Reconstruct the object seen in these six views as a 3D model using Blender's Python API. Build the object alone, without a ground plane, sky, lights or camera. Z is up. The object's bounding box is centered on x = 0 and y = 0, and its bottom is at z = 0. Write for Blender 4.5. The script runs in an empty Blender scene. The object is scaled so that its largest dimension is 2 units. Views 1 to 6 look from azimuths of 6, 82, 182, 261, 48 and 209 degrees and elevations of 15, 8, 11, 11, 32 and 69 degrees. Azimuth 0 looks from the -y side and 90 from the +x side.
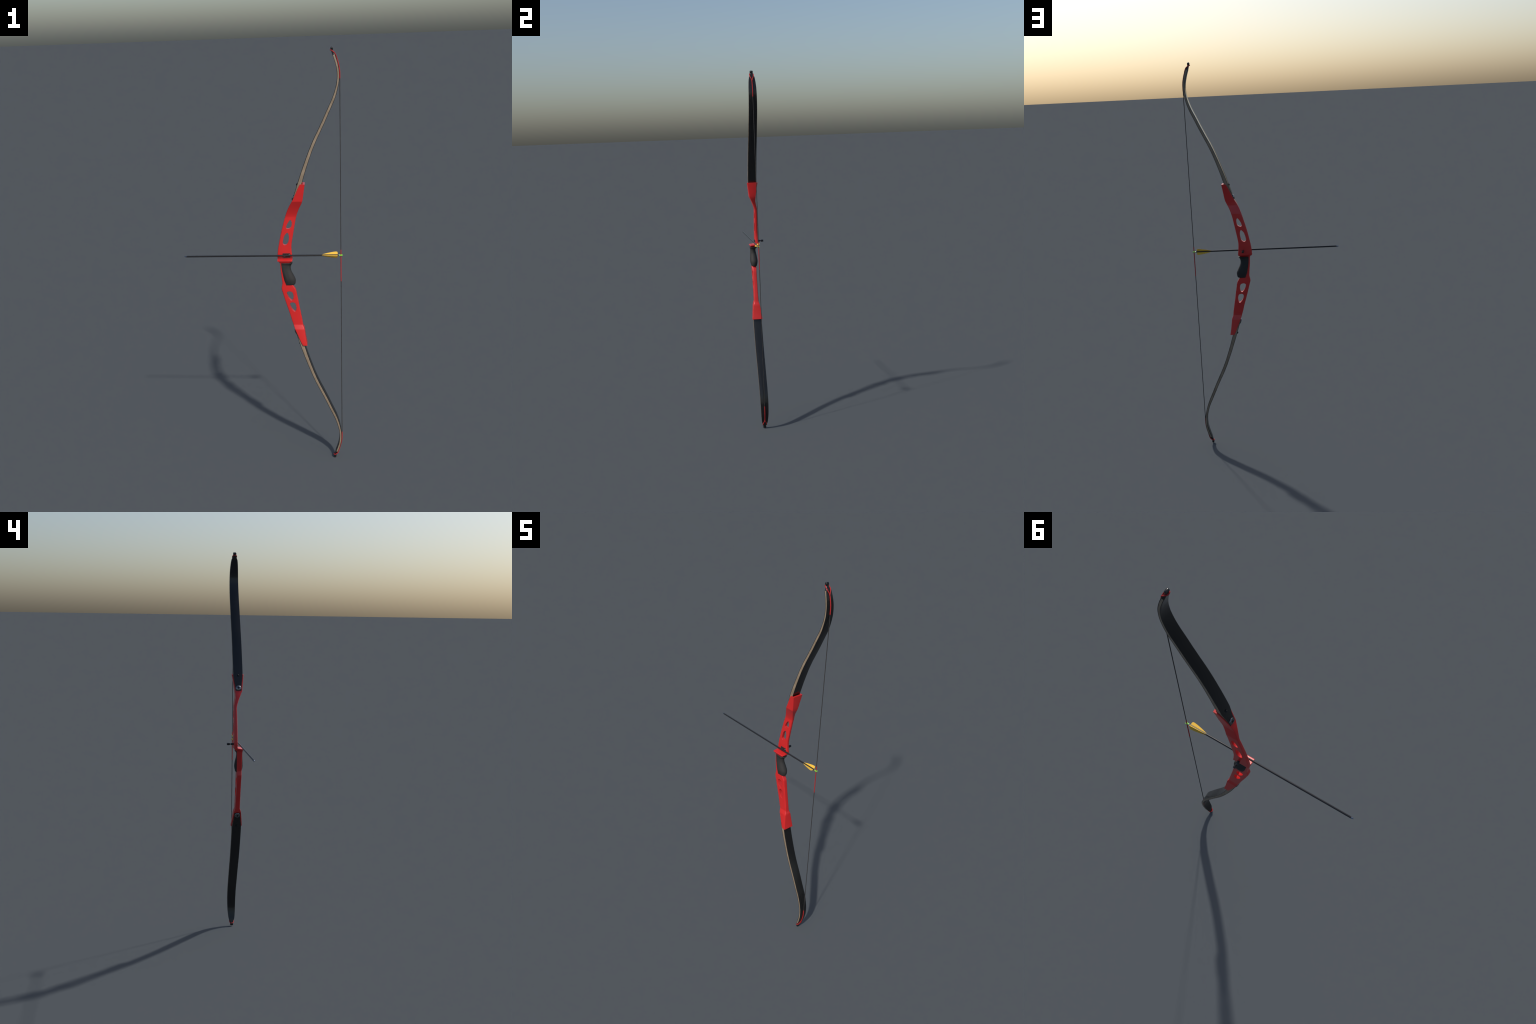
"""Recurve bow with a nocked arrow. Metres, z up, bow stands in the plane y = YC."""
import bpy, bmesh, math
import numpy as np
from mathutils import Vector

YC = -0.0158                      # plane of the limbs and of the string
rng = np.random.default_rng(7)


# ------------------------------------------------------------------ helpers
def pchip(xs, ys):
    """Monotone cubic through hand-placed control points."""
    xs = np.asarray(xs, float)
    ys = np.asarray(ys, float)
    h = np.diff(xs)
    dl = np.diff(ys) / h
    m = np.zeros_like(ys)
    for i in range(1, len(xs) - 1):
        if dl[i - 1] * dl[i] > 0:
            w1, w2 = 2 * h[i] + h[i - 1], h[i] + 2 * h[i - 1]
            m[i] = (w1 + w2) / (w1 / dl[i - 1] + w2 / dl[i])
    m[0], m[-1] = dl[0], dl[-1]

    def f(x):
        x = np.clip(x, xs[0], xs[-1])
        i = np.clip(np.searchsorted(xs, x) - 1, 0, len(xs) - 2)
        t = (x - xs[i]) / h[i]
        return ((2 * t**3 - 3 * t**2 + 1) * ys[i] + (t**3 - 2 * t**2 + t) * h[i] * m[i]
                + (-2 * t**3 + 3 * t**2) * ys[i + 1] + (t**3 - t**2) * h[i] * m[i + 1])
    return f


def table(rows):
    rows = sorted(rows)
    zs = [r[0] for r in rows]
    return [pchip(zs, [r[k] for r in rows]) for k in range(1, len(rows[0]))]


def linear(rows):
    rows = sorted(rows)
    zs = [r[0] for r in rows]
    return [lambda z, k=k: np.interp(z, zs, [r[k] for r in rows]) for k in range(1, len(rows[0]))]


def closed_spline(pts, per=8):
    p = np.asarray(pts, float)
    out = []
    n = len(p)
    for i in range(n):
        a, b, c, d = p[i - 1], p[i], p[(i + 1) % n], p[(i + 2) % n]
        for k in range(per):
            t = k / per
            out.append(0.5 * (2 * b + (c - a) * t + (2 * a - 5 * b + 4 * c - d) * t**2 + (3 * b - a - 3 * c + d) * t**3))
    return np.array(out)


def open_spline(pts, per=8):
    p = np.asarray(pts, float)
    p = np.vstack([2 * p[0] - p[1], p, 2 * p[-1] - p[-2]])
    out = []
    for i in range(1, len(p) - 2):
        a, b, c, d = p[i - 1:i + 3]
        for k in range(per):
            t = k / per
            out.append(0.5 * (2 * b + (c - a) * t + (2 * a - 5 * b + 4 * c - d) * t**2 + (3 * b - a - 3 * c + d) * t**3))
    out.append(p[-2])
    return np.array(out)


def make(name, verts, faces, mat, parent=None, angle=35):
    me = bpy.data.meshes.new(name)
    me.from_pydata([tuple(map(float, v)) for v in verts], [], faces)
    bm = bmesh.new()
    bm.from_mesh(me)
    bmesh.ops.remove_doubles(bm, verts=bm.verts, dist=1e-6)
    bmesh.ops.recalc_face_normals(bm, faces=bm.faces)
    bm.to_mesh(me)
    bm.free()
    me.materials.append(mat)
    ob = bpy.data.objects.new(name, me)
    bpy.context.scene.collection.objects.link(ob)
    smooth(ob, angle)
    if parent is not None:
        hang(ob, parent)
    return ob


def smooth(ob, angle=35):
    me = ob.data
    me.polygons.foreach_set("use_smooth", [True] * len(me.polygons))
    bm = bmesh.new()
    bm.from_mesh(me)
    lim = math.radians(angle)
    for e in bm.edges:
        e.smooth = not (len(e.link_faces) == 2 and e.calc_face_angle(0) > lim)
    bm.to_mesh(me)
    bm.free()


def hang(ob, parent):
    """All meshes are modelled in world coordinates: cancel the offset of the empty at the root."""
    ob.parent = parent
    if parent.type == "EMPTY":
        ob.matrix_parent_inverse = parent.matrix_basis.inverted()


def loft(rings, close=True):
    """Verts and faces through rings of equal length, capped at both ends."""
    k = len(rings[0])
    verts = [v for r in rings for v in r]
    faces = []
    for i in range(len(rings) - 1):
        for j in range(k):
            a, b = i * k + j, i * k + (j + 1) % k
            faces.append((a, b, b + k, a + k))
    if close:
        faces.append(tuple(range(k)))
        faces.append(tuple((len(rings) - 1) * k + j for j in range(k)))
    return verts, faces


def join(*parts):
    V, Fc = [], []
    for v, f in parts:
        o = len(V)
        V += [tuple(x) for x in v]
        Fc += [tuple(i + o for i in q) for q in f]
    return V, Fc


def tube(path, radius, seg=12):
    """Sweep a circle along a path with parallel-transported frames."""
    path = np.asarray(path, float)
    t = np.gradient(path, axis=0)
    t /= np.linalg.norm(t, axis=1)[:, None]
    u = np.cross(t[0], [0.0, 1.0, 0.0])
    if np.linalg.norm(u) < 0.1:
        u = np.cross(t[0], [1.0, 0.0, 0.0])
    u /= np.linalg.norm(u)
    rings = []
    r = np.broadcast_to(radius, len(path))
    for i in range(len(path)):
        u = u - t[i] * (u @ t[i])
        u /= np.linalg.norm(u)
        w = np.cross(t[i], u)
        rings.append([path[i] + r[i] * (math.cos(a) * u + math.sin(a) * w)
                      for a in np.linspace(0, 2 * math.pi, seg, endpoint=False)])
    return loft(rings)


def turned(origin, axis, profile, seg=32):
    """Solid of revolution: profile rows are (distance along axis, radius)."""
    o, ax = np.asarray(origin, float), np.asarray(axis, float)
    ax /= np.linalg.norm(ax)
    u = np.cross(ax, [0, 1, 0]) if abs(ax[1]) < 0.9 else np.cross(ax, [1, 0, 0])
    u /= np.linalg.norm(u)
    w = np.cross(ax, u)
    rings = [[o + ax * s + r * (math.cos(a) * u + math.sin(a) * w)
              for a in np.linspace(0, 2 * math.pi, seg, endpoint=False)] for s, r in profile]
    return loft(rings)


def box(c0, c1):
    (a, b, c), (d, e, f) = c0, c1
    return loft([[(a, b, c), (d, b, c), (d, e, c), (a, e, c)], [(a, b, f), (d, b, f), (d, e, f), (a, e, f)]])


def rounded_rect(x0, x1, y0, y1, radii, n=6):
    """Corners in order (x0,y0), (x1,y0), (x1,y1), (x0,y1), each with its radius."""
    out = []
    cs = [(x0, y0, 1, 1, 180), (x1, y0, -1, 1, 270), (x1, y1, -1, -1, 0), (x0, y1, 1, -1, 90)]
    for (cx, cy, sx, sy, a0), r in zip(cs, radii):
        for k in range(n + 1):
            a = math.radians(a0 + 90 * k / n)
            out.append((cx + sx * r + r * math.cos(a), cy + sy * r + r * math.sin(a)))
    return out


def empty(name, loc):
    ob = bpy.data.objects.new(name, None)
    ob.empty_display_size = 0.05
    ob.location = loc
    bpy.context.scene.collection.objects.link(ob)
    return ob


# ---------------------------------------------------------------- materials
def material(name, color, rough=0.5, metallic=0.0, spec=0.5, vary=None, scale=(60, 60, 60), bump=0.0,
             bump_scale=900, bevel=0.0, coat=0.0, detail=3.0):
    m = bpy.data.materials.new(name)
    m.use_nodes = True
    nt = m.node_tree
    N, L = nt.nodes, nt.links
    b = N["Principled BSDF"]
    b.inputs["Roughness"].default_value = rough
    b.inputs["Metallic"].default_value = metallic
    b.inputs["Specular IOR Level"].default_value = spec
    b.inputs["Coat Weight"].default_value = coat
    b.inputs["Coat Roughness"].default_value = 0.1
    co = N.new("ShaderNodeTexCoord")
    mp = N.new("ShaderNodeMapping")
    mp.inputs["Scale"].default_value = scale
    L.new(co.outputs["Object"], mp.inputs["Vector"])
    nz = N.new("ShaderNodeTexNoise")
    nz.inputs["Scale"].default_value = 1.0
    nz.inputs["Detail"].default_value = detail
    L.new(mp.outputs["Vector"], nz.inputs["Vector"])
    ramp = N.new("ShaderNodeValToRGB")
    c2 = vary if vary else tuple(c * 0.94 for c in color)
    ramp.color_ramp.elements[0].position, ramp.color_ramp.elements[1].position = 0.33, 0.67
    ramp.color_ramp.elements[0].color = (*c2, 1)
    ramp.color_ramp.elements[1].color = (*color, 1)
    L.new(nz.outputs["Fac"], ramp.inputs["Fac"])
    L.new(ramp.outputs["Color"], b.inputs["Base Color"])
    normal = None
    if bevel:
        bv = N.new("ShaderNodeBevel")
        bv.samples = 6
        bv.inputs["Radius"].default_value = bevel
        normal = bv.outputs["Normal"]
    if bump:
        n2 = N.new("ShaderNodeTexNoise")
        n2.inputs["Scale"].default_value = bump_scale
        L.new(co.outputs["Object"], n2.inputs["Vector"])
        bp = N.new("ShaderNodeBump")
        bp.inputs["Strength"].default_value = bump
        bp.inputs["Distance"].default_value = 0.0005
        L.new(n2.outputs["Fac"], bp.inputs["Height"])
        if normal:
            L.new(normal, bp.inputs["Normal"])
        normal = bp.outputs["Normal"]
    if normal:
        L.new(normal, b.inputs["Normal"])
    return m


def wound_thread(name, color, dark, pitch):
    """Thread whipped round the string: fine rings along z with a little noise."""
    m = material(name, color, rough=0.65, spec=0.3, vary=dark, scale=(300, 300, 120))
    nt = m.node_tree
    co = next(n for n in nt.nodes if n.type == "TEX_COORD")
    wv = nt.nodes.new("ShaderNodeTexWave")
    wv.bands_direction = "Z"
    wv.inputs["Scale"].default_value = pitch
    wv.inputs["Distortion"].default_value = 1.0
    bp = nt.nodes.new("ShaderNodeBump")
    bp.inputs["Strength"].default_value = 0.35
    bp.inputs["Distance"].default_value = 0.0004
    nt.links.new(co.outputs["Object"], wv.inputs["Vector"])
    nt.links.new(wv.outputs["Fac"], bp.inputs["Height"])
    nt.links.new(bp.outputs["Normal"], nt.nodes["Principled BSDF"].inputs["Normal"])
    return m


RED = material("red_painted_metal", (0.545, 0.021, 0.021), rough=0.31, vary=(0.515, 0.019, 0.019), scale=(14, 14, 14), bevel=0.0018)
BLACK = material("black_gloss_laminate", (0.0085, 0.0088, 0.009), rough=0.22, vary=(0.007, 0.007, 0.0072), scale=(90, 90, 12))
TIPBLACK = material("black_gloss_tip", (0.010, 0.010, 0.011), rough=0.2)
WOOD = material("tan_wood_core", (0.262, 0.205, 0.146), rough=0.5, vary=(0.185, 0.141, 0.098), scale=(85, 85, 30), detail=5)
RUBBER = material("dark_rubber", (0.028, 0.028, 0.028), rough=0.68, spec=0.25, bump=0.12, bump_scale=1500)
STRING = wound_thread("dark_string_fibre", (0.035, 0.034, 0.033), (0.025, 0.024, 0.024), 500)
SERVING = wound_thread("red_serving_thread", (0.365, 0.021, 0.023), (0.31, 0.017, 0.018), 420)
STEEL = material("polished_steel", (0.20, 0.205, 0.215), rough=0.2, metallic=1.0)
DARKSTEEL = material("blued_steel", (0.20, 0.23, 0.29), rough=0.28, metallic=1.0)
PINBLACK = material("satin_black_pin", (0.014, 0.014, 0.016), rough=0.6, spec=0.3)
GUNMETAL = material("grey_plunger_barrel", (0.10, 0.11, 0.125), rough=0.35, metallic=0.8)
RESTGREY = material("dark_grey_plastic", (0.026, 0.026, 0.027), rough=0.42, bevel=0.0006)
PLASTIC = material("black_plastic", (0.012, 0.012, 0.013), rough=0.3)
SOCKET = material("dark_socket", (0.03, 0.032, 0.036), rough=0.5, metallic=0.6)
CARBON = material("dark_carbon_tube", (0.017, 0.017, 0.018), rough=0.32, spec=0.42, vary=(0.012, 0.012, 0.013), scale=(200, 900, 900))
YELLOW = material("yellow_vane_plastic", (0.700, 0.432, 0.056), rough=0.6, spec=0.15, vary=(0.67, 0.41, 0.052))
GREEN = material("green_nock_plastic", (0.26, 0.78, 0.05), rough=0.35)
SILVER = material("pale_plastic_collar", (0.70, 0.70, 0.70), rough=0.35, metallic=0.7)
GREY = material("grey_rest_wire", (0.36, 0.36, 0.36), rough=0.3, metallic=0.9)

# ================================================================ the bow
bow = empty("recurve_bow", (0.3334, YC, 0.0))
bow["label"] = "red recurve bow with black and wooden limbs"
bow["category"] = "bow"

# ---- riser: horizontal slices, front x F, belly x B, side faces yl and yr
front, = table([
    (0.6069, 0.1826), (0.6172, 0.1771), (0.6301, 0.1713), (0.6450, 0.1648), (0.6558, 0.1600), (0.6815, 0.1485),
    (0.6915, 0.1446), (0.7008, 0.1409), (0.7110, 0.1378), (0.7298, 0.1318), (0.7559, 0.1247), (0.7819, 0.1167),
    (0.8050, 0.1095), (0.8308, 0.1017), (0.8566, 0.0943), (0.8750, 0.0891), (0.8849, 0.0862), (0.8923, 0.0856),
    (0.8985, 0.0865), (0.9050, 0.0880), (0.9177, 0.0901), (0.9304, 0.0888), (0.9556, 0.0862), (0.9808, 0.0835),
    (1.0059, 0.0820), (1.0150, 0.0808), (1.0195, 0.0790), (1.0230, 0.0755), (1.0258, 0.0706), (1.0285, 0.0692),
    (1.0368, 0.0689), (1.0486, 0.0691), (1.0681, 0.0708), (1.0830, 0.0729), (1.0930, 0.0746), (1.1178, 0.0795),
    (1.1425, 0.0847), (1.1672, 0.0907), (1.1917, 0.0970), (1.2161, 0.1036), (1.2404, 0.1111), (1.2659, 0.1200),
    (1.2919, 0.1322), (1.3049, 0.1396), (1.3177, 0.1465), (1.3427, 0.1580), (1.3670, 0.1690), (1.3791, 0.1746),
    (1.3940, 0.1829)])
belly, = table([
    (0.6069, 0.2040), (0.6385, 0.1984), (0.6720, 0.1937), (0.6875, 0.1916), (0.6945, 0.1897), (0.7020, 0.1862),
    (0.7100, 0.1843), (0.7322, 0.1812), (0.7600, 0.1762), (0.7800, 0.1726), (0.8000, 0.1688), (0.8260, 0.1645),
    (0.8520, 0.1598), (0.8640, 0.1577), (0.8758, 0.1555), (0.8838, 0.1530), (0.8900, 0.1500), (0.8963, 0.1462),
    (0.9050, 0.1410), (0.9177, 0.1290), (0.9304, 0.1200), (0.9556, 0.1150), (0.9808, 0.1080), (1.0059, 0.1080),
    (1.0150, 0.1200), (1.0195, 0.1310), (1.0230, 0.1365), (1.0258, 0.1392), (1.0285, 0.1398), (1.0368, 0.1397),
    (1.0486, 0.1381), (1.0681, 0.1362), (1.0830, 0.1356), (1.0930, 0.1358), (1.1178, 0.1392), (1.1425, 0.1437),
    (1.1672, 0.1480), (1.1917, 0.1527), (1.2161, 0.1573), (1.2404, 0.1633), (1.2659, 0.1718), (1.2919, 0.1838),
    (1.3049, 0.1896), (1.3177, 0.1931), (1.3427, 0.1970), (1.3670, 0.2006), (1.3791, 0.2025), (1.3940, 0.2047)])
side_l, = linear([
    (0.6069, -0.0448), (0.6540, -0.0393), (0.6870, -0.0352), (0.7085, -0.0276), (0.7400, -0.0271),
    (0.8000, -0.0265), (0.8600, -0.0266), (0.9050, -0.0272), (0.9700, -0.0285), (1.0120, -0.0286), (1.0180, -0.0297),
    (1.0225, -0.0318), (1.0252, -0.0336), (1.0270, -0.0346), (1.0288, -0.0346), (1.0300, -0.0318), (1.0340, -0.0048),
    (1.0365, -0.0036), (1.0800, -0.0035), (1.1400, -0.0036), (1.2330, -0.0037)]
    # the sight window sweeps back to the centre line in an easing curve
    + [(1.312 - 0.079 * t, -0.0342 + 0.0305 * (1 - (1 - t) ** 1.4)) for t in np.linspace(0.0, 0.97, 20)]
    + [(1.3470, -0.0392), (1.3940, -0.0455)])
side_r, corner = linear([
    (0.6069, 0.0125, 0.0016), (0.6540, 0.0063, 0.0016), (0.6870, 0.0020, 0.0020), (0.6980, -0.0013, 0.0026), (0.7090, -0.0037, 0.0036),
    (0.7400, -0.0046, 0.0040), (0.8000, -0.0050, 0.0040), (0.8600, -0.0052, 0.0040), (0.9050, -0.0045, 0.0034), (0.9700, -0.0028, 0.0030),
    (1.0120, -0.0020, 0.0030), (1.0180, -0.0012, 0.0030), (1.0225, 0.0040, 0.0026), (1.0252, 0.0085, 0.0024), (1.0270, 0.0100, 0.0020),
    (1.0288, 0.0112, 0.0018), (1.0340, 0.0124, 0.0030), (1.0365, 0.0127, 0.0040), (1.0800, 0.0122, 0.0045), (1.1400, 0.0112, 0.0048),
    (1.2000, 0.0104, 0.0048), (1.2430, 0.0092, 0.0045), (1.2850, -0.0003, 0.0028), (1.3000, -0.0003, 0.0022), (1.3170, 0.0014, 0.0016),
    (1.3470, 0.0055, 0.0016), (1.3940, 0.0129, 0.0016)])
zs = np.unique(np.concatenate([np.arange(0.6069, 1.394, 0.0025), np.linspace(1.012, 1.040, 40), [1.394]]))
zs = zs[np.concatenate([[True], np.diff(zs) > 2e-4])]
rings = []
for z in zs:
    c = float(corner(z))
    cf = min(c, 0.0036)
    rings.append([(x, y, z) for x, y in rounded_rect(front(z), belly(z), side_l(z), side_r(z), (cf, c, c, cf), 5)])
riser = make("riser", *loft(rings), RED)

# cutters: four teardrop windows and two limb pockets
windows = [
    [(0.1336, 1.2195), (0.1382, 1.2135), (0.1400, 1.2050), (0.1375, 1.1890), (0.1310, 1.1805), (0.1222, 1.1772), (0.1148, 1.1785),
     (0.1128, 1.1845), (0.1180, 1.1990), (0.1262, 1.2125)],
    [(0.1190, 1.1578), (0.1237, 1.1490), (0.1251, 1.1350), (0.1220, 1.1145), (0.1148, 1.1025), (0.1058, 1.0985), (0.0978, 1.1020),
     (0.0953, 1.1120), (0.1015, 1.1380), (0.1098, 1.1520)],
    [(0.1245, 0.8763), (0.1362, 0.8715), (0.1420, 0.8545), (0.1398, 0.8375), (0.1322, 0.8302), (0.1210, 0.8402), (0.1127, 0.8557),
     (0.1100, 0.8690), (0.1145, 0.8748)],
    [(0.1370, 0.8210), (0.1492, 0.8160), (0.1548, 0.7965), (0.1522, 0.7800), (0.1458, 0.7740), (0.1333, 0.7857), (0.1258, 0.8010),
     (0.1242, 0.8130), (0.1280, 0.8190)]]
cutters = []
for w in windows:
    o = closed_spline(w, 8)
    cutters.append(make("cutter", *loft([[(x, -0.08, z) for x, z in o], [(x, 0.06, z) for x, z in o]]), RED))

SL = np.array([0.3065, 0.0, 0.9519])          # direction of the limb butt
SN = np.array([-0.9519, 0.0, 0.3065])         # outward (away from the archer)
BOLT = np.array([0.1600, YC, 1.3296])         # on the centre line of the limb butt


def mirror(v):
    v = np.array(v, float)
    v[..., 2] = 2.0 - v[..., 2]
    return v


def butt_outline(end, grow, top):
    """Outline in (along limb, y): tapered sides and a rounded end below the bolt."""
    h0, r = 0.0150 + grow, 0.0075
    slope = (0.0238 - 0.0150) / 0.0677
    half = lambda s: h0 + slope * s
    pts = [(top, half(top)), (0.02, half(0.02)), (end + r, half(end + r))]
    he = half(end + r)
    for a in np.linspace(0, 90, 7)[1:]:
        a = math.radians(a)
        pts.append((end + r - r * math.sin(a), he - r + r * math.cos(a)))
    return pts + [(s, -y) for s, y in reversed(pts)]


out = butt_outline(-0.0190, 0.0002, 0.13)
for flip in (False, True):
    rr = []
    for depth in (None, 0.10):
        # the floor falls away from the limb towards the open end of the pocket
        ring = np.array([BOLT + SL * s + SN * (-0.0096 - 0.046 * (s + 0.019) if depth is None else depth) + np.array([0, y, 0]) for s, y in out])
        rr.append(list(mirror(ring) if flip else ring))
    cutters.append(make("cutter", *loft(rr), RED))

for c in cutters:
    md = riser.modifiers.new("cut", "BOOLEAN")
    md.operation, md.object, md.solver = "DIFFERENCE", c, "EXACT"
dg = bpy.context.evaluated_depsgraph_get()
cut = bpy.data.meshes.new_from_object(riser.evaluated_get(dg))
riser.modifiers.clear()
old = riser.data
riser.data = cut
cut.name = "riser"
bpy.data.meshes.remove(old)
for c in cutters:
    me = c.data
    bpy.data.objects.remove(c)
    bpy.data.meshes.remove(me)
riser.data.materials.clear()
riser.data.materials.append(RED)
smooth(riser, 32)
hang(riser, bow)

# ---- grip: rubber sleeve over the belly and sides of the riser
g_front, g_back, g_left, g_right = table([
    (0.9062, 0.1110, 0.1420, -0.0250, -0.0040), (0.9075, 0.1098, 0.1475, -0.0285, -0.0008), (0.9117, 0.1080, 0.1512, -0.0310, 0.0013),
    (0.9198, 0.1052, 0.1534, -0.0334, 0.0032), (0.9299, 0.1011, 0.1540, -0.0356, 0.0054), (0.9375, 0.0992, 0.1526, -0.0364, 0.0060),
    (0.9500, 0.0962, 0.1472, -0.0358, 0.0052), (0.9629, 0.0936, 0.1408, -0.0345, 0.0036), (0.9756, 0.0911, 0.1346, -0.0333, 0.0015),
    (0.9857, 0.0896, 0.1317, -0.0324, -0.0004), (0.9957, 0.0885, 0.1313, -0.0319, -0.0018), (1.0058, 0.0875, 0.1343, -0.0320, -0.0018),
    (1.0108, 0.0871, 0.1375, -0.0333, 0.0008), (1.0150, 0.0868, 0.1404, -0.0352, 0.0046), (1.0166, 0.0868, 0.1408, -0.0355, 0.0052),
    (1.0172, 0.0872, 0.1400, -0.0350, 0.0046)])
rings = []
for z in np.concatenate([[0.9062, 0.9068, 0.9075, 0.9085], np.arange(0.910, 1.0145, 0.003), [1.0150, 1.0160, 1.0166, 1.0172]]):
    f, b, yl, yr = float(g_front(z)), float(g_back(z)), float(g_left(z)), float(g_right(z))
    fl, fr = max(yl, -0.0293), min(yr, -0.0017)      # front lips hug the sides of the riser
    near, far = [], []
    mid = (yl + yr) / 2
    for k in range(21):
        x = f + (b - f) * (1 - math.cos(k / 20 * math.pi)) / 2
        u = (x - f) / (b - f)
        q = min(1.0, u / 0.30)
        q = q * (2 - q)
        rnd = 1.0 if u < 0.40 else max(0.0, 1 - ((u - 0.40) / 0.60) ** (2.6 + 3.0 * min(1.0, max(0.0, (z - 1.006) / 0.008)))) ** 0.5
        near.append((x, mid + (fl + (yl - fl) * q - mid) * rnd, z))
        far.append((x, mid + (fr + (yr - fr) * q - mid) * rnd, z))
    rings.append(near + list(reversed(far[:-1])))
grip = make("grip", *loft(rings), RUBBER, bow, 50)

# ---- limbs
spine_x, thick = table([
    (1.3140, 0.1550, 0.0200), (1.3600, 0.1698, 0.0198), (1.4074, 0.1850, 0.0192), (1.4541, 0.2001, 0.0175), (1.5005, 0.2164, 0.0162),
    (1.5465, 0.2337, 0.0152), (1.5921, 0.2532, 0.0146), (1.6372, 0.2752, 0.0139), (1.6821, 0.2967, 0.0137),
    (1.7204, 0.3140, 0.0134), (1.7426, 0.3243, 0.0132), (1.7646, 0.3346, 0.0129), (1.7867, 0.3433, 0.0122),
    (1.8087, 0.3503, 0.0112), (1.8307, 0.3558, 0.0105), (1.8526, 0.3597, 0.0101), (1.8746, 0.3610, 0.0100),
    (1.8965, 0.3600, 0.0103), (1.9184, 0.3562, 0.0107), (1.9403, 0.3504, 0.0110), (1.9650, 0.3419, 0.0111),
    (1.9750, 0.3382, 0.0098), (1.9820, 0.3354, 0.0086), (1.9860, 0.3343, 0.0092), (1.9890, 0.3337, 0.0108),
    (1.9940, 0.3334, 0.0117), (1.9985, 0.3334, 0.0080), (2.0000, 0.3334, 0.0030)])
width, = table([
    (1.3140, 0.0148), (1.3296, 0.0148), (1.3940, 0.0232), (1.4300, 0.0235), (1.6000, 0.0231), (1.8000, 0.0224), (1.8710, 0.0215),
    (1.9070, 0.0205), (1.9340, 0.0187), (1.9600, 0.0156), (1.9680, 0.0138), (1.9730, 0.0113), (1.9790, 0.0086),
    (1.9840, 0.0073), (1.9880, 0.0080), (1.9940, 0.0084), (1.9985, 0.0077), (2.0000, 0.0056)])


def limb_frame(z):
    e = 1e-3
    d = np.array([float(spine_x(min(z + e, 2.0)) - spine_x(z - e)), 0, min(z + e, 2.0) - z + e])
    if z > 1.985:
        d = np.array([0.0, 0, 1])
    d /= np.linalg.norm(d)
    n = np.array([-d[2], 0, d[0]])                # away from the archer
    return np.array([float(spine_x(z)), YC, z]), n


def slab(zlist, lo, hi, extra=0.0, radius=0.0005, seg=3):
    """Layer of the limb between signed depths lo and hi (functions of half thickness)."""
    rr = []
    for z in zlist:
        p, n = limb_frame(z)
        h, w = float(thick(z)) / 2, float(width(z)) + extra
        a, b = lo(h), hi(h)
        rd = min(radius, 0.45 * (b - a))
        rr.append([p + n * s + np.array([0, y, 0]) for s, y in rounded_rect(a, b, -w, w, (rd,) * 4, seg)])
    return rr


PLY = 0.0019
z_body = np.concatenate([[1.3140, 1.3150, 1.3165], np.linspace(1.322, 1.964, 150), [1.965]])
z_tip = np.concatenate([np.linspace(1.9648, 1.984, 16), np.linspace(1.985, 1.997, 12), [1.998, 1.9986, 1.9992, 1.9997, 2.0]])
for flip in (False, True):
    mir = (lambda r: [list(mirror(np.array(x))) for x in r]) if flip else (lambda r: r)
    limb = make("limb", *loft(mir(slab(z_body, lambda h: -h + PLY - 1e-4, lambda h: h - PLY + 1e-4))), WOOD, bow, 40)
    make("limb_facing", *loft(mir(slab(z_body, lambda h: -h, lambda h: -h + PLY, 2e-4))), BLACK, limb, 40)
    make("limb_facing", *loft(mir(slab(z_body, lambda h: h - PLY, lambda h: h, 2e-4))), BLACK, limb, 40)
    make("limb_tip", *loft(mir(slab(z_tip, lambda h: -h, lambda h: h, 1e-4, 0.0034, 6))), TIPBLACK, limb, 50)
    m = mirror if flip else (lambda v: np.array(v, float))
    base = BOLT - SL * 0.0046 + SN * 0.0097
    ax = SN * np.array([1, 1, -1]) if flip else SN
    bolt = make("limb_bolt", *turned(m(base), ax, [(-0.004, 0.0136), (0.0008, 0.0137)]
                + [(0.0008 + 0.0046 * math.sin(t), 0.0137 * math.cos(t)) for t in np.linspace(0.12, 1.22, 12)] + [(0.0020, 0.0042)], 40), STEEL, limb)
    make("bolt_socket", *turned(m(base + SN * 0.0026), ax, [(-0.002, 0.0046), (0.0010, 0.0046)], 6), SOCKET, bolt)
    pin = BOLT + SL * 0.0600 + SN * 0.0094
    make("limb_pin", *turned(m(pin), ax, [(-0.003, 0.0052), (0.0026, 0.0052), (0.0040, 0.0044), (0.0048, 0.0028), (0.0050, 0.0008)], 24),
         PINBLACK, limb)

# ---- bowstring: dark strand, red centre serving, red end loops
XS = 0.3682
string = make("bowstring", *tube([(XS, YC, z) for z in np.linspace(0.130, 1.870, 60)], 0.0017, 10), STRING, bow)
make("center_serving", *tube([(XS, YC, z) for z in np.linspace(0.9229, 1.0758, 24)], 0.0023, 12), SERVING, string)
R = 0.0024
stem = [(XS, YC, 1.8615), (XS, YC, 1.8746)]
for z in (1.8900, 1.9050, 1.9200, 1.9350, 1.9470):
    p, n = limb_frame(z)
    stem.append(tuple(p - n * (float(thick(z)) / 2 + R)))
sx, sz = stem[-1][0], stem[-1][2]
half_loop = [(sx + 0.0004, 0.0014, sz - 0.003), (sx - 0.0016, 0.0030, sz + 0.0055), (0.3505, 0.0072, 1.9640), (0.3460, 0.0100, 1.9728),
             (0.3393, 0.0105, 1.9790), (0.3342, 0.0094, 1.9828), (0.3296, 0.0066, 1.9848)]
loop = [(x, YC + y, z) for x, y, z in half_loop] + [(0.3272, YC, 1.9856)] + [(x, YC - y, z) for x, y, z in reversed(half_loop)]
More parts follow.
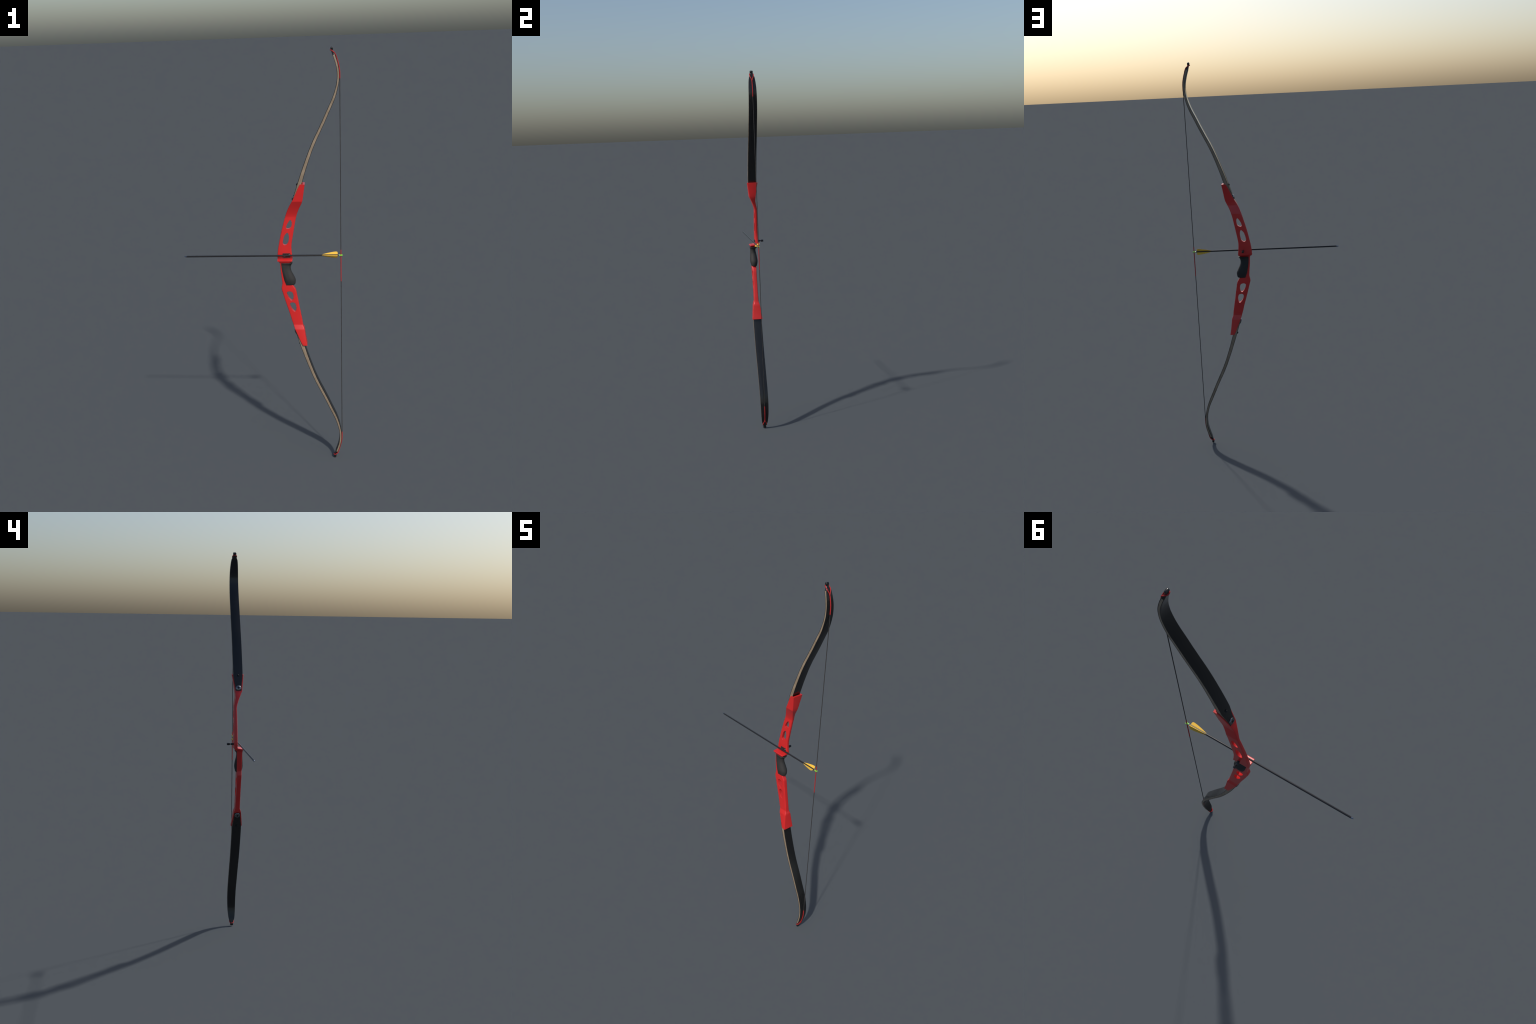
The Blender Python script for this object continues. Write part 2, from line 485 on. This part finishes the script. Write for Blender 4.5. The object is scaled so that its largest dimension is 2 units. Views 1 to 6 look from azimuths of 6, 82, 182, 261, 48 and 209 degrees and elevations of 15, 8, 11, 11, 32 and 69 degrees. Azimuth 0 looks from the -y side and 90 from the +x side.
for flip in (False, True):
    a, b = open_spline(stem, 6), open_spline(loop, 7)
    if flip:
        a, b = mirror(a), mirror(b)
    make("end_loop", *join(tube(a, R, 12), tube(b, R * 0.95, 12)), SERVING, string)

# ---- arrow rest on the sight window and the cushion plunger through it
yw = -0.0035
plate = [box((0.0935, yw - 0.0006, 1.0375), (0.1298, yw + 0.001, 1.0583))]
for lo, hi in (((0.0935, 1.0560), (0.1298, 1.0583)), ((0.0935, 1.0375), (0.1298, 1.0395)),
               ((0.0935, 1.0397), (0.0957, 1.0558)), ((0.1276, 1.0397), (0.1298, 1.0558))):
    plate.append(box((lo[0], yw - 0.0020, lo[1]), (hi[0], yw - 0.0004, hi[1])))
rest = make("arrow_rest", *join(*plate), RESTGREY, bow)
make("rest_wire", *tube(open_spline([(0.126, yw - 0.0015, 1.0525), (0.122, yw - 0.003, 1.0500), (0.110, yw - 0.004, 1.0455),
     (0.100, yw - 0.006, 1.0430), (0.0975, yw - 0.0105, 1.0438)], 6), 0.0010, 8), GREY, rest)
make("rest_button", *turned((0.1250, yw - 0.0004, 1.0522), (0, -1, 0), [(0, 0.0017), (0.0014, 0.0017), (0.0022, 0.0011)], 20), GREY, rest)
PX, PZ = 0.1126, 1.0507
plunger = make("plunger", *turned((PX, 0.0110, PZ), (0, 1, 0), [(0, 0.0054), (0.0118, 0.0056), (0.0130, 0.0052), (0.0140, 0.0040), (0.0140, 0.001)], 28), PLASTIC, bow)
make("plunger_barrel", *turned((PX, 0.0230, PZ), (0, 1, 0), [(0, 0.0030), (0.0100, 0.0030)], 20), GUNMETAL, plunger)
make("plunger_knob", *turned((PX, 0.0303, PZ), (0, 1, 0), [(0, 0.0034), (0.0012, 0.0054), (0.0024, 0.0060), (0.0134, 0.0060),
     (0.0146, 0.0056), (0.0149, 0.0046)], 28), PLASTIC, plunger)
make("plunger_tip", *turned((PX, yw + 0.002, PZ), (0, -1, 0), [(0, 0.0028), (0.0086, 0.0028), (0.0096, 0.0018)], 20), PLASTIC, plunger)

# ============================================================== the arrow
AY, AZ, AR = -0.0166, 1.0505, 0.0040
arrow = empty("arrow", (0.0, AY, AZ))
arrow["label"] = "dark carbon arrow with three yellow vanes, green nock"
arrow["category"] = "arrow"
X = (1, 0, 0)
make("shaft", *turned((0, AY, AZ), X, [(-0.3650, 0.0020), (-0.3650, AR - 0.0002), (-0.3645, AR), (0.3575, AR), (0.3580, AR - 0.0004), (0.3580, 0.001)], 24), CARBON, arrow)
make("point", *turned((0, AY, AZ), X, [(-0.3752, 0.0003), (-0.3749, 0.0010), (-0.3738, 0.0020), (-0.3715, 0.0027), (-0.3680, 0.0034), (-0.3650, 0.0037), (-0.3640, 0.0030)], 24), DARKSTEEL, arrow)
make("nock_collar", *turned((0, AY, AZ), X, [(0.3570, 0.0028), (0.3582, 0.0031), (0.3602, 0.0026), (0.3606, 0.001)], 24), SILVER, arrow)
prongs = [turned((0, AY, AZ), X, [(0.3604, 0.0022), (0.3607, 0.0028), (0.3640, 0.0029), (0.3652, 0.0026)], 20)]
for s in (-1, 1):
    prongs.append(loft([[(x, AY + s * (yo + a), AZ + b) for a, b in rounded_rect(-0.0009, 0.0009, -hh, hh, (0.0005,) * 4, 3)]
                        for x, yo, hh in ((0.3636, 0.0017, 0.0024), (0.3680, 0.0029, 0.0026), (0.3720, 0.0032, 0.0025), (0.3745, 0.0031, 0.0022), (0.3753, 0.0030, 0.0012))]))
make("nock", *join(*prongs), GREEN, arrow)

# three vanes, 120 degrees apart; a thin plastic blade, high and rounded at the rear
x0, x1, hv = 0.2790, 0.3530, 0.0136
edge = [(x0, 0.0), (x0 + 0.010, 0.0028), (x0 + 0.022, 0.0060), (x0 + 0.036, 0.0090), (x0 + 0.050, 0.0117), (x0 + 0.060, 0.0131),
        (x0 + 0.0655, hv), (x0 + 0.0700, 0.0130), (x0 + 0.0726, 0.0115), (x0 + 0.0738, 0.0080), (x1, 0.0)]
top = open_spline(edge, 5)
for ang in (61, 181, 301):
    a = math.radians(ang)
    rad, tan = np.array([0, math.cos(a), math.sin(a)]), np.array([0, -math.sin(a), math.cos(a)])
    V, Fc = [], []
    for sgn in (-1, 1):
        for x, h in top:
            root = np.array([x, AY, AZ]) + rad * (AR - 0.0004)
            for k in range(2):
                th = 0.0006 if k == 0 else 0.00035
                V.append(root + rad * (max(h, 0.0) + 0.0004) * k + tan * th * sgn)
    n = len(top)
    for i in range(n - 1):
        for o in (0, 2 * n):
            p = o + 2 * i
            Fc.append((p, p + 2, p + 3, p + 1))
        Fc.append((2 * i + 1, 2 * i + 3, 2 * n + 2 * i + 3, 2 * n + 2 * i + 1))
        Fc.append((2 * i, 2 * i + 2, 2 * n + 2 * i + 2, 2 * n + 2 * i))
    make("vane", V, Fc, YELLOW, arrow, 40)
